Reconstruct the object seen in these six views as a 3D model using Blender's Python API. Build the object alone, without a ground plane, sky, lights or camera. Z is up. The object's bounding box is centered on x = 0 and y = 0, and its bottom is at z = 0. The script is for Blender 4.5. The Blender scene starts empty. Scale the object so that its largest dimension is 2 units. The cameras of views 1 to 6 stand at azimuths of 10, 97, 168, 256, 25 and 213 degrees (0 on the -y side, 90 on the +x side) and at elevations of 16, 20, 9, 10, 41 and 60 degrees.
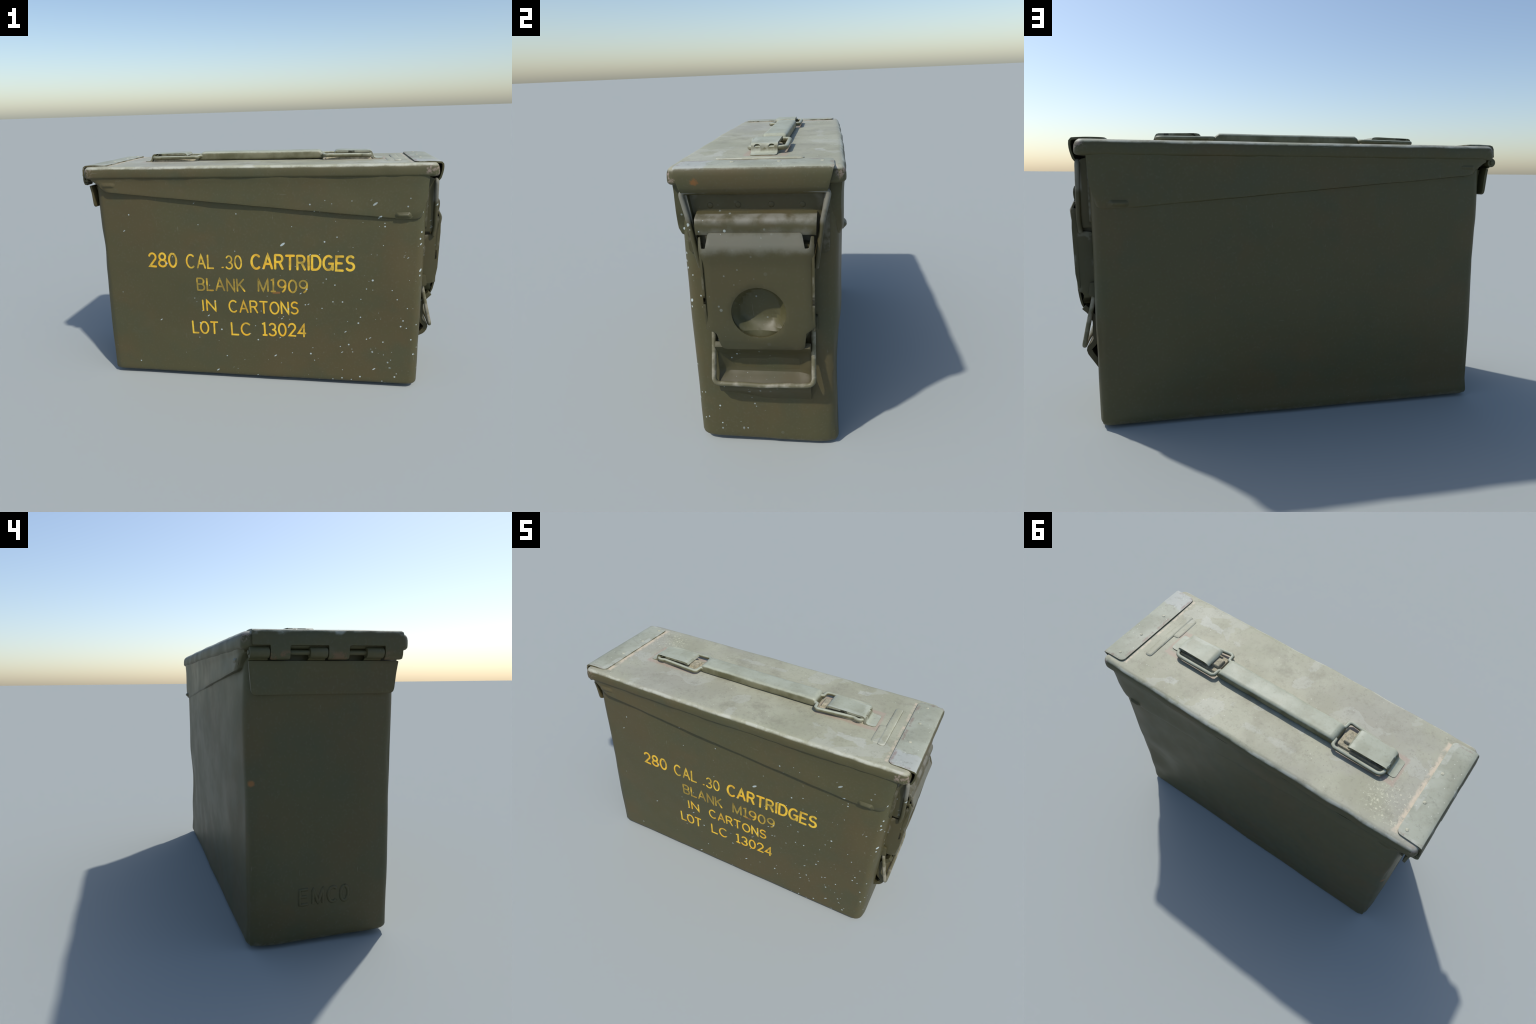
"""Steel ammunition box: tapered-skirt lid, folding wire-hung handle, lever latch with wire bail, hinge."""
import bpy, bmesh, math, random
from math import sin, cos, pi, radians, sqrt
from mathutils import Vector, noise
from mathutils.geometry import delaunay_2d_cdt

random.seed(7)
V = Vector

# ------------------------------------------------------------------ measurements (metres)
BODY_X0, BODY_X1 = -0.928, 0.897
BODY_Y0, BODY_Y1 = -0.311, 0.318
BODY_TOP, BODY_BOTTOM = 1.225, 0.004
LID_X0, LID_X1 = -0.984, 0.950
LID_Y0, LID_Y1 = -0.346, 0.346
LID_TOP, LIP_BOTTOM = 1.2815, 1.216

# ------------------------------------------------------------------ scene root
root = bpy.data.objects.new("ammunition_box", None)
root["label"] = "weathered olive green steel ammunition box with yellow stencilled lettering"
root["category"] = "ammo box"
bpy.context.collection.objects.link(root)


def clamp(a, lo=0.0, hi=1.0):
    return max(lo, min(hi, a))


def smooth(a, b, t):
    t = clamp((t - a) / (b - a))
    return t * t * (3 - 2 * t)


def bump(c, w, t):
    """smooth hill of half width w round c"""
    return 1.0 - smooth(0.0, w, abs(t - c))


def lumps(p, scale, seed=0.0):
    return noise.noise(V((p[0] * scale + seed, p[1] * scale - seed * 0.7, p[2] * scale + seed * 1.3)))


# ------------------------------------------------------------------ mesh helpers
def finish(name, verts, faces, parent, mat, bevel=0.0, angle=38, jitter=0.0, segments=2):
    me = bpy.data.meshes.new(name)
    me.from_pydata([tuple(v) for v in verts], [], faces)
    me.validate()
    bm = bmesh.new()
    bm.from_mesh(me)
    bmesh.ops.remove_doubles(bm, verts=bm.verts, dist=1e-6)
    bmesh.ops.recalc_face_normals(bm, faces=bm.faces)
    bm.to_mesh(me)
    bm.free()
    ob = bpy.data.objects.new(name, me)
    bpy.context.collection.objects.link(ob)
    if bevel:
        m = ob.modifiers.new("edge", "BEVEL")
        m.width, m.segments, m.limit_method, m.angle_limit = bevel, segments, "ANGLE", radians(35)
        m.use_clamp_overlap = True
        dg = bpy.context.evaluated_depsgraph_get()
        new = bpy.data.meshes.new_from_object(ob.evaluated_get(dg))
        ob.modifiers.clear()
        ob.data = new
        new.name = name
        me = new
    if jitter:
        for v in me.vertices:
            n = lumps(v.co, 14, 3.1)
            v.co += V((lumps(v.co, 11, 1), lumps(v.co, 11, 5), lumps(v.co, 11, 9))) * jitter + V((0, 0, 0)) * n
    me.materials.clear()
    me.materials.append(mat)
    me.shade_smooth()
    me.set_sharp_from_angle(angle=radians(angle))
    ob.parent = parent
    return ob


def strip_faces(nrings, n, closed=True):
    f = []
    for i in range(nrings - 1):
        for j in range(n if closed else n - 1):
            k = (j + 1) % n
            f.append((i * n + j, i * n + k, (i + 1) * n + k, (i + 1) * n + j))
    return f


def loft(rings, cap=True):
    n = len(rings[0])
    verts = [p for r in rings for p in r]
    faces = strip_faces(len(rings), n)
    if cap:
        faces.append(tuple(reversed(range(n))))
        faces.append(tuple((len(rings) - 1) * n + j for j in range(n)))
    return verts, faces


def dense(points, step, closed=False):
    out = []
    n = len(points)
    for i in range(n if closed else n - 1):
        a, b = V(points[i]), V(points[(i + 1) % n])
        k = max(1, int(math.ceil((b - a).length / step)))
        out += [a.lerp(b, t / k) for t in range(k)]
    if not closed:
        out.append(V(points[-1]))
    return out


def rounded_polygon(points, radii, seg=6):
    """2D polygon with filleted corners"""
    out = []
    n = len(points)
    for i in range(n):
        p, a, b = V(points[i]), V(points[i - 1]), V(points[(i + 1) % n])
        r = radii[i] if hasattr(radii, "__len__") else radii
        if r <= 0:
            out.append(p)
            continue
        d0, d1 = (a - p), (b - p)
        l0, l1 = d0.length, d1.length
        d0.normalize(); d1.normalize()
        ang = d0.angle(d1)
        t = min(r / math.tan(ang / 2), l0 * 0.49, l1 * 0.49)
        s0, s1 = p + d0 * t, p + d1 * t
        for k in range(seg + 1):
            u = k / seg
            out.append((s0 * (1 - u) + p * u) * (1 - u) + (p * (1 - u) + s1 * u) * u)
    return out


def round_rect(x0, x1, y0, y1, r, step, seg=8):
    """closed loop of (x, y, nx, ny), counter-clockwise; straight runs are divided"""
    r = max(r, 0.001)
    out = []
    corners = [(x1 - r, y0 + r, -90), (x1 - r, y1 - r, 0), (x0 + r, y1 - r, 90), (x0 + r, y0 + r, 180)]
    for i, (cx, cy, a0) in enumerate(corners):
        for k in range(seg + 1):
            a = radians(a0 + 90 * k / seg)
            out.append((cx + r * cos(a), cy + r * sin(a), cos(a), sin(a)))
        nx, ny, na = corners[(i + 1) % 4]
        a = radians(a0 + 90)
        ax, ay = cx + r * cos(a), cy + r * sin(a)
        bx, by = nx + r * cos(a), ny + r * sin(a)
        full = (LID_X1 - LID_X0) if i % 2 else (LID_Y1 - LID_Y0)
        m = max(2, int(full / step))
        for k in range(1, m):
            out.append((ax + (bx - ax) * k / m, ay + (by - ay) * k / m, cos(a), sin(a)))
    return out


def inside(p, poly):
    x, y = p[0], p[1]
    c = False
    j = len(poly) - 1
    for i in range(len(poly)):
        xi, yi, xj, yj = poly[i][0], poly[i][1], poly[j][0], poly[j][1]
        if (yi > y) != (yj > y) and x < (xj - xi) * (y - yi) / (yj - yi) + xi:
            c = not c
        j = i
    return c


def sheet(name, outline, holes, thick, place, parent, mat, step=0.02, bevel=0.003, jitter=0.0, angle=38):
    """a sheet-metal part: 2D outline with holes, bent in space by place(u, v, depth)"""
    loops = [dense(outline, step, True)] + [dense(h, step, True) for h in holes]
    pts, edges = [], []
    for lp in loops:
        b = len(pts)
        pts += [V((p[0], p[1])) for p in lp]
        edges += [(b + i, b + (i + 1) % len(lp)) for i in range(len(lp))]
    xs = [p[0] for p in loops[0]]
    ys = [p[1] for p in loops[0]]
    u = min(xs) + step * 0.5
    while u < max(xs):
        v = min(ys) + step * 0.5
        while v < max(ys):
            q = V((u, v))
            if inside(q, loops[0]) and not any(inside(q, h) for h in loops[1:]):
                if min((q - p).length for p in pts[:sum(len(l) for l in loops)]) > step * 0.45:
                    pts.append(q)
            v += step
        u += step
    vs, es, fs, *_ = delaunay_2d_cdt(pts, edges, [], 0, 1e-5)
    tri = []
    for f in fs:
        c = sum((vs[i] for i in f), V((0, 0))) / len(f)
        if inside(c, loops[0]) and not any(inside(c, h) for h in loops[1:]):
            tri.append(tuple(f))
    n = len(vs)
    verts = [place(p[0], p[1], 0.0) for p in vs] + [place(p[0], p[1], thick) for p in vs]
    faces = list(tri) + [tuple(reversed([i + n for i in f])) for f in tri]
    count = {}
    for f in tri:
        for i in range(len(f)):
            e = (f[i], f[(i + 1) % len(f)])
            count[tuple(sorted(e))] = count.get(tuple(sorted(e)), []) + [e]
    for e in count.values():
        if len(e) == 1:
            a, b = e[0]
            faces.append((b, a, a + n, b + n))
    return finish(name, verts, faces, parent, mat, bevel, angle, jitter)


def tube(path, radius, seg=10, closed=False, squash=None):
    pts = [V(p) for p in path]
    n = len(pts)
    rings, up = [], None
    for i, p in enumerate(pts):
        a = pts[i - 1] if (i or closed) else p
        b = pts[(i + 1) % n] if (i < n - 1 or closed) else p
        t = (b - a).normalized()
        if up is None:
            up = t.orthogonal().normalized()
        up = (up - t * up.dot(t)).normalized()
        s = t.cross(up)
        rings.append([p + (up * cos(2 * pi * k / seg) + s * sin(2 * pi * k / seg)) * radius for k in range(seg)])
    verts = [q for r in rings for q in r]
    faces = strip_faces(n, seg)
    if closed:
        # match the seam ring with the least twisted offset
        best = min(range(seg), key=lambda o: sum((rings[-1][k] - rings[0][(k + o) % seg]).length for k in range(seg)))
        for k in range(seg):
            faces.append(((n - 1) * seg + k, (n - 1) * seg + (k + 1) % seg, (k + 1 + best) % seg, (k + best) % seg))
    else:
        faces.append(tuple(reversed(range(seg))))
        faces.append(tuple((n - 1) * seg + k for k in range(seg)))
    return verts, faces


def fillet_path(points, radius, seg=6, step=0.02):
    """3D polyline with rounded inner corners, divided"""
    out = [V(points[0])]
    for i in range(1, len(points) - 1):
        p, a, b = V(points[i]), V(points[i - 1]), V(points[i + 1])
        t = min(radius, (a - p).length * 0.45, (b - p).length * 0.45)
        s0, s1 = p + (a - p).normalized() * t, p + (b - p).normalized() * t
        for k in range(seg + 1):
            u = k / seg
            out.append((s0 * (1 - u) + p * u) * (1 - u) + (p * (1 - u) + s1 * u) * u)
    out.append(V(points[-1]))
    return dense(out, step)


class Profile:
    """arc-length parametrised 2D profile with normals on its left side"""

    def __init__(self, points, radius=0.0, step=0.004):
        p = [V((a[0], a[1], 0)) for a in points]
        p = fillet_path(p, radius, 6, step) if radius else dense(p, step)
        self.p = [V((a.x, a.y)) for a in p]
        self.s = [0.0]
        for a, b in zip(self.p, self.p[1:]):
            self.s.append(self.s[-1] + (b - a).length)
        self.length = self.s[-1]

    def at(self, s):
        s = clamp(s, 0.0, self.length)
        lo, hi = 0, len(self.s) - 1
        while hi - lo > 1:
            m = (lo + hi) // 2
            if self.s[m] <= s:
                lo = m
            else:
                hi = m
        t = (s - self.s[lo]) / max(1e-9, self.s[hi] - self.s[lo])
        q = self.p[lo].lerp(self.p[hi], t)
        i0, i1 = max(0, lo - 1), min(len(self.p) - 1, hi + 1)
        d = (self.p[i1] - self.p[i0]).normalized()
        return q, V((-d.y, d.x))


# ------------------------------------------------------------------ material helpers
class Nodes:
    def __init__(self, name):
        self.mat = bpy.data.materials.new(name)
        self.mat.use_nodes = True
        self.t = self.mat.node_tree
        self.t.nodes.clear()
        self.out = self.t.nodes.new("ShaderNodeOutputMaterial")
        self.bsdf = self.t.nodes.new("ShaderNodeBsdfPrincipled")
        self.t.links.new(self.bsdf.outputs[0], self.out.inputs[0])
        g = self.t.nodes.new("ShaderNodeNewGeometry")
        self.pos, self.nor, self.point = g.outputs["Position"], g.outputs["Normal"], g.outputs["Pointiness"]
        s = self.t.nodes.new("ShaderNodeSeparateXYZ")
        self.t.links.new(self.pos, s.inputs[0])
        self.x, self.y, self.z = s.outputs
        s = self.t.nodes.new("ShaderNodeSeparateXYZ")
        self.t.links.new(self.nor, s.inputs[0])
        self.nx, self.ny, self.nz = s.outputs

    def put(self, sock, v):
        if hasattr(v, "is_output"):
            self.t.links.new(v, sock)
        elif isinstance(v, (tuple, list)) and sock.type == "RGBA" and len(v) == 3:
            sock.default_value = (*v, 1)
        else:
            sock.default_value = v

    def math(self, op, a, b=0.0, c=0.0, clamp=False):
        n = self.t.nodes.new("ShaderNodeMath")
        n.operation, n.use_clamp = op, clamp
        for s, v in zip(n.inputs, (a, b, c)):
            self.put(s, v)
        return n.outputs[0]

    def add(self, a, b): return self.math("ADD", a, b)
    def sub(self, a, b): return self.math("SUBTRACT", a, b)
    def mul(self, a, b): return self.math("MULTIPLY", a, b)
    def most(self, *a):
        r = a[0]
        for b in a[1:]:
            r = self.math("MAXIMUM", r, b)
        return r

    def step(self, v, a, b, lo=0.0, hi=1.0):
        n = self.t.nodes.new("ShaderNodeMapRange")
        n.interpolation_type = "SMOOTHSTEP"
        flip = a > b
        if flip:
            a, b, lo, hi = b, a, hi, lo
        for s, q in zip(n.inputs, (v, a, b, lo, hi)):
            self.put(s, q)
        return n.outputs[0]

    def mapping(self, scale=(1, 1, 1), rot=(0, 0, 0), loc=(0, 0, 0), vec=None):
        n = self.t.nodes.new("ShaderNodeMapping")
        self.put(n.inputs["Vector"], vec or self.pos)
        n.inputs["Location"].default_value = loc
        n.inputs["Rotation"].default_value = [radians(a) for a in rot]
        n.inputs["Scale"].default_value = scale
        return n.outputs[0]

    def noise(self, scale, detail=3.0, rough=0.55, vec=None, distort=0.0):
        n = self.t.nodes.new("ShaderNodeTexNoise")
        self.put(n.inputs["Vector"], vec or self.pos)
        n.inputs["Scale"].default_value = scale
        n.inputs["Detail"].default_value = detail
        n.inputs["Roughness"].default_value = rough
        n.inputs["Distortion"].default_value = distort
        return n.outputs[0]

    def voronoi(self, scale, vec=None, random_=1.0):
        n = self.t.nodes.new("ShaderNodeTexVoronoi")
        self.put(n.inputs["Vector"], vec or self.pos)
        n.inputs["Scale"].default_value = scale
        n.inputs["Randomness"].default_value = random_
        s = self.t.nodes.new("ShaderNodeSeparateColor")
        self.t.links.new(n.outputs["Color"], s.inputs[0])
        return n.outputs["Distance"], s.outputs[0], s.outputs[1]

    def mix(self, f, a, b):
        n = self.t.nodes.new("ShaderNodeMix")
        n.data_type = "RGBA"
        self.put(n.inputs[0], f)
        self.put(n.inputs[6], a)
        self.put(n.inputs[7], b)
        return n.outputs[2]

    def box(self, cx, cy, hx, hy, soft, wobble=None, a=None, b=None):
        """1 inside a rectangle in two coordinates, falling to 0 over soft"""
        a, b = a or self.x, b or self.y
        dx = self.sub(self.math("ABSOLUTE", self.sub(a, cx)), hx)
        dy = self.sub(self.math("ABSOLUTE", self.sub(b, cy)), hy)
        d = self.math("MAXIMUM", dx, dy)
        if wobble is not None:
            d = self.add(d, wobble)
        return self.step(d, soft, 0.0)

    def spot(self, centre, r, soft, wobble=None):
        n = self.t.nodes.new("ShaderNodeVectorMath")
        n.operation = "DISTANCE"
        self.put(n.inputs[0], self.pos)
        n.inputs[1].default_value = centre
        d = n.outputs["Value"]
        if wobble is not None:
            d = self.add(d, wobble)
        return self.step(d, r + soft, r)

    def end(self, colour, rough, height=None, strength=0.2, dist=0.002, spec=0.28):
        self.put(self.bsdf.inputs["Base Color"], colour)
        self.put(self.bsdf.inputs["Roughness"], rough)
        self.bsdf.inputs["Specular IOR Level"].default_value = spec
        if height is not None:
            b = self.t.nodes.new("ShaderNodeBump")
            b.inputs["Strength"].default_value = strength
            b.inputs["Distance"].default_value = dist
            self.put(b.inputs["Height"], height)
            self.t.links.new(b.outputs[0], self.bsdf.inputs["Normal"])
        return self.mat


OLIVE = (0.078, 0.071, 0.032)
OLIVE_BROWN = (0.087, 0.070, 0.031)
OLIVE_GREEN = (0.069, 0.070, 0.035)
GREY_WEAR = (0.125, 0.122, 0.088)
TOP_TONE = (0.388, 0.387, 0.284)
TOP_TONE_DARK = (0.328, 0.323, 0.234)
TOP_TONE_PALE = (0.475, 0.485, 0.420)
TOP_TONE_LILAC = (0.345, 0.335, 0.290)
SAND = (0.60, 0.51, 0.38)
PINK_DIRT = (0.42, 0.31, 0.27)
RUST = (0.27, 0.115, 0.035)
SPLASH = (0.50, 0.57, 0.56)


def olive_base(k):
    """mottled olive paint"""
    a = k.noise(2.3, 4.0, 0.5)
    b = k.noise(5.1, 3.0, 0.55, k.mapping(loc=(3, 1, 2)))
    c = k.mix(k.step(a, 0.42, 0.66), OLIVE, OLIVE_BROWN)
    c = k.mix(k.mul(k.step(b, 0.45, 0.7), 0.7), c, OLIVE_GREEN)
    grain = k.noise(90, 3.0, 0.6)
    c = k.mix(k.mul(k.step(grain, 0.5, 0.8), 0.25), c, GREY_WEAR)
    # hairline scratches, two directions
    s1 = k.noise(6.0, 4.0, 0.75, k.mapping((9, 9, 0.9), (0, 18, 0)))
    s2 = k.noise(5.0, 4.0, 0.75, k.mapping((0.8, 8, 11), (0, -9, 0), (4, 2, 1)))
    scr = k.most(k.step(s1, 0.69, 0.74), k.step(s2, 0.70, 0.75))
    c = k.mix(k.mul(scr, 0.22), c, (0.26, 0.26, 0.22))
    # handling dust: pale scuffs
    sc = k.noise(3.4, 6.0, 0.7, k.mapping((1, 1, 1.6), loc=(7, 3, 5)))
    c = k.mix(k.mul(k.step(sc, 0.60, 0.78), 0.18), c, GREY_WEAR)
    return c


def splashes(k, c):
    """dried pale paint drops flung over the latch end and the lettered side"""
    reach = k.step(k.x, -0.75, 0.9)
    front = k.mul(k.step(k.y, 0.12, -0.2), k.step(k.z, 1.16, 1.02))
    few = k.step(reach, 0.0, 1.0, 0.935, 0.66)
    # flung streaks: turn the coordinates first, then stretch them
    v = k.mapping((0.42, 1.0, 1.15), vec=k.mapping(rot=(0, 36, 0)))
    d, r1, r2 = k.voronoi(27, v)
    size = k.math("MULTIPLY_ADD", k.math("POWER", r2, 3.0), 0.15, 0.10)
    m1 = k.mul(k.step(k.sub(size, d), 0.0, 0.05), k.step(k.sub(r1, few), 0.0, 0.01))
    d, r1, r2 = k.voronoi(48, k.mapping((0.9, 1.0, 0.9), (20, 15, 30), (5, 6, 7)))
    m2 = k.mul(k.step(k.sub(k.math("MULTIPLY_ADD", k.math("POWER", r2, 2.0), 0.18, 0.10), d), 0.0, 0.08), k.step(k.sub(r1, k.math("MULTIPLY_ADD", few, 0.9, 0.12)), 0.0, 0.01))
    # thin bluish blots low on the right
    low = k.mul(k.step(k.x, 0.1, 0.75), k.step(k.z, 0.75, 0.3))
    d, r1, r2 = k.voronoi(19, k.mapping((0.9, 1, 0.75), vec=k.mapping(rot=(0, 25, 0), loc=(2, 8, 3))))
    ring = k.step(k.sub(k.add(k.math("MULTIPLY_ADD", r2, 0.12, 0.10), k.mul(k.sub(k.noise(50, 3), 0.5), 0.2)), d), 0.0, 0.05)
    m3 = k.mul(k.mul(ring, k.step(k.sub(r1, k.step(low, 0, 1, 1.0, 0.70)), 0.0, 0.01)), 0.5)
    m = k.mul(k.most(k.mul(m1, 0.8), k.mul(m2, 0.8), m3), k.mul(front, k.step(k.x, -0.9, -0.7)))
    return k.mix(m, c, SPLASH)


def body_paint():
    k = Nodes("olive_paint_body")
    c = splashes(k, olive_base(k))
    # scuffed lower rim and scattered chips
    w = k.mul(k.sub(k.noise(26, 4, 0.7), 0.5), 0.05)
    rim = k.step(k.add(k.z, w), 0.034, 0.006)
    c = k.mix(k.mul(rim, 0.45), c, (0.21, 0.195, 0.15))
    chip = k.mul(k.step(k.noise(60, 5, 0.7), 0.66, 0.72), k.step(k.z, 0.16, 0.02))
    c = k.mix(k.mul(chip, 0.5), c, (0.30, 0.28, 0.22))
    wob = k.mul(k.sub(k.noise(40, 3, 0.6), 0.5), 0.02)
    c = k.mix(k.mul(k.spot((-0.918, 0.30, 0.70), 0.006, 0.012, wob), 0.8), c, RUST)
    # brown rub under the second line of lettering
    c = k.mix(k.mul(k.mul(k.box(0.105, 0.565, 0.018, 0.003, 0.006, k.mul(wob, 0.2), k.x, k.z), k.step(k.y, 0.0, -0.1)), 0.8), c, RUST)
    return k.end(c, k.step(k.noise(7, 3), 0.3, 0.7, 0.42, 0.50), k.noise(45, 4, 0.6), 0.12)


def lid_paint():
    """olive sides; the upward faces a paler grey-green, with dirt packed along the plates"""
    k = Nodes("pale_topped_lid_paint")
    side = olive_base(k)
    pale = k.step(k.noise(30, 4, 0.7), 0.5, 0.75)
    a = k.noise(4.2, 5, 0.6, k.mapping(loc=(1, 2, 0)))
    top = k.mix(k.step(a, 0.36, 0.64), TOP_TONE_DARK, TOP_TONE)
    top = k.mix(k.mul(k.step(k.noise(2.1, 4, 0.55, k.mapping(loc=(6, 1, 3))), 0.50, 0.68), 0.5), top, (0.32, 0.325, 0.22))
    lil = k.mul(k.step(k.x, 0.1, -0.55), k.step(k.noise(3, 4), 0.35, 0.6))
    top = k.mix(k.mul(lil, 0.5), top, TOP_TONE_LILAC)
    # water stains with crisp borders
    st = k.noise(3.1, 5, 0.5, k.mapping(loc=(9, 4, 1)), 0.4)
    stain = k.step(st, 0.585, 0.60)
    top = k.mix(k.mul(stain, 0.30), top, TOP_TONE_PALE)
    wob = k.mul(k.sub(k.noise(9, 4, 0.6), 0.5), 0.11)
    pool = k.most(k.box(0.53, 0.235, 0.03, 0.02, 0.012, wob), k.box(0.60, -0.20, 0.07, 0.02, 0.012, wob),
                  k.mul(k.box(-0.10, 0.23, 0.14, 0.01, 0.02, wob), 0.6))
    top = k.mix(k.mul(pool, 0.55), top, TOP_TONE_PALE)
    # specks: dark pits and pale grit
    d, r1, r2 = k.voronoi(75)
    pit = k.mul(k.mul(k.step(k.sub(k.mul(r2, 0.32), d), 0, 0.12), k.step(r1, 0.55, 0.57)), k.step(k.noise(5, 4, 0.6), 0.42, 0.62))
    top = k.mix(k.mul(pit, 0.35), top, (0.13, 0.13, 0.10))
    d, r1, r2 = k.voronoi(60, k.mapping(loc=(3, 7, 2)))
    top = k.mix(k.mul(k.mul(k.step(k.sub(k.mul(r2, 0.22), d), 0, 0.08), k.step(r1, 0.80, 0.82)), 0.7), top, (0.60, 0.60, 0.48))
    grime = k.mul(k.step(k.noise(7, 8, 0.72, k.mapping(loc=(8, 2, 4))), 0.50, 0.70), 0.5)
    top = k.mix(grime, top, (0.215, 0.205, 0.150))
    fine = k.noise(48, 7, 0.78)
    top = k.mix(k.mul(k.step(fine, 0.50, 0.74), 0.62), top, (0.20, 0.20, 0.148))
    rough_patch = k.mul(k.box(-0.76, 0.19, 0.07, 0.07, 0.07, wob), k.step(k.noise(70, 5, 0.75), 0.55, 0.62))
    top = k.mix(k.mul(rough_patch, 0.6), top, (0.66, 0.64, 0.47))
    # sand packed against the end covers and round the handle brackets
    nz = k.noise(22, 5, 0.7)
    wob2 = k.mul(k.sub(nz, 0.5), 0.030)
    patchy = k.step(k.noise(11, 5, 0.7, k.mapping(loc=(2, 5, 0))), 0.34, 0.50)
    sand = k.most(k.mul(k.box(-0.848, 0.01, 0.006, 0.285, 0.014, k.mul(wob2, 1.6)), k.mul(k.step(nz, 0.32, 0.54), patchy)),
                  k.mul(k.box(0.818, 0.0, 0.004, 0.285, 0.010, wob2), k.step(nz, 0.40, 0.60)))
    ring = k.most(k.sub(k.box(0.53, 0.012, 0.165, 0.085, 0.014, wob2), k.box(0.53, 0.012, 0.150, 0.060, 0.01)),
                  k.sub(k.box(-0.56, 0.012, 0.165, 0.085, 0.014, wob2), k.box(-0.56, 0.012, 0.150, 0.060, 0.01)))
    top = k.mix(k.mul(ring, 0.55), top, (0.40, 0.29, 0.23))
    top = k.mix(k.mul(sand, 0.85), top, SAND)
    up = k.step(k.add(k.nz, k.mul(k.sub(k.noise(24, 4, 0.7), 0.5), 0.35)), 0.40, 0.80)
    c = k.mix(up, side, top)
    # bare rubbed corners
    crn = k.most(*[k.spot(p, 0.012, 0.035, k.mul(wob, 0.5)) for p in
                   ((-0.95, -0.345, 1.255), (0.90, -0.345, 1.262), (0.94, -0.32, 1.25), (-0.97, 0.32, 1.27), (0.93, 0.33, 1.27))])
    c = k.mix(k.mul(k.mul(crn, k.step(k.noise(45, 4, 0.7), 0.45, 0.6)), 0.45), c, PINK_DIRT)
    rim = k.mul(k.step(k.nz, 0.45, 0.70), k.step(k.nz, 0.97, 0.88))
    edge = k.mul(rim, k.step(k.noise(14, 4, 0.6), 0.42, 0.58))
    c = k.mix(k.mul(edge, 0.5), c, (0.52, 0.53, 0.45))
    return k.end(c, k.step(k.noise(9, 3), 0.3, 0.7, 0.50, 0.56), k.noise(60, 4, 0.65), 0.16)


def cover_paint():
    """end covers: same pale upward faces, mottled darker, with dirty borders and a rust bloom"""
    k = Nodes("pale_topped_cover_paint")
    side = olive_base(k)
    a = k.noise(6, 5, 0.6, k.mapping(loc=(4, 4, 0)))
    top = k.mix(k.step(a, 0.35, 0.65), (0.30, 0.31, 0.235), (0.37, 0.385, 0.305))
    wob = k.mul(k.sub(k.noise(10, 4, 0.6), 0.5), 0.08)
    top = k.mix(k.mul(k.box(0.9, -0.24, 0.09, 0.055, 0.012, wob), 0.6), top, (0.42, 0.44, 0.42))
    top = k.mix(k.mul(k.step(k.noise(40, 5, 0.7), 0.52, 0.74), 0.5), top, (0.185, 0.19, 0.145))
    d, r1, r2 = k.voronoi(60)
    top = k.mix(k.mul(k.mul(k.step(k.sub(0.2, d), 0, 0.08), k.step(r1, 0.82, 0.84)), 0.7), top, (0.6, 0.6, 0.5))
    nz = k.noise(20, 5, 0.7)
    brd = k.mul(k.most(k.step(k.math("ABSOLUTE", k.sub(k.math("ABSOLUTE", k.y), 0.292)), 0.012, 0.002),
                       k.step(k.math("ABSOLUTE", k.sub(k.x, 0.838)), 0.012, 0.003)), k.step(nz, 0.46, 0.6))
    top = k.mix(k.mul(brd, 0.6), top, (0.24, 0.16, 0.13))
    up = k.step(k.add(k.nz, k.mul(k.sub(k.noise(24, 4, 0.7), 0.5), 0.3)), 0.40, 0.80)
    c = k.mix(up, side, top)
    w = k.mul(k.sub(k.noise(55, 4, 0.7), 0.5), 0.045)
    c = k.mix(k.mul(k.spot((0.968, -0.222, 1.232), 0.004, 0.014, w), 0.8), c, (0.21, 0.09, 0.025))
    # rubbed, rusty hinge tabs
    tab = k.mul(k.step(k.x, -0.98, -0.992), k.mul(k.step(k.z, 1.215, 1.195), k.step(nz, 0.46, 0.6)))
    c = k.mix(k.mul(tab, 0.6), c, (0.17, 0.095, 0.055))
    edge = k.mul(k.step(k.point, 0.53, 0.60), k.step(k.noise(14, 4, 0.6), 0.4, 0.6))
    c = k.mix(k.mul(k.mul(edge, k.step(k.z, 1.262, 1.275)), 0.45), c, (0.50, 0.51, 0.44))
    return k.end(c, k.step(k.noise(9, 3), 0.3, 0.7, 0.50, 0.56), k.noise(60, 4, 0.65), 0.16)


def handle_paint():
    k = Nodes("pale_topped_handle_paint")
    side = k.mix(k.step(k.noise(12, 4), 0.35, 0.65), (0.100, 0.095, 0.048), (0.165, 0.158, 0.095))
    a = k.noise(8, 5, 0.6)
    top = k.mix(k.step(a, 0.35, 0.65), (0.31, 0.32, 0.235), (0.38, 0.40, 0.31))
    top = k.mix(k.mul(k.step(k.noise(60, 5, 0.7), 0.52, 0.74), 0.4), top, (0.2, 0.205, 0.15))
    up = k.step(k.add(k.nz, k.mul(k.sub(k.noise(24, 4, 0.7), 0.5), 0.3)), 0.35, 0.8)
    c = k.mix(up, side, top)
    edge = k.mul(k.step(k.point, 0.53, 0.60), k.step(k.noise(10, 4, 0.6), 0.45, 0.6))
    c = k.mix(k.mul(edge, 0.25), c, (0.52, 0.54, 0.46))
    return k.end(c, k.step(k.noise(9, 3), 0.3, 0.7, 0.44, 0.52), k.noise(70, 4, 0.65), 0.12)


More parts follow.
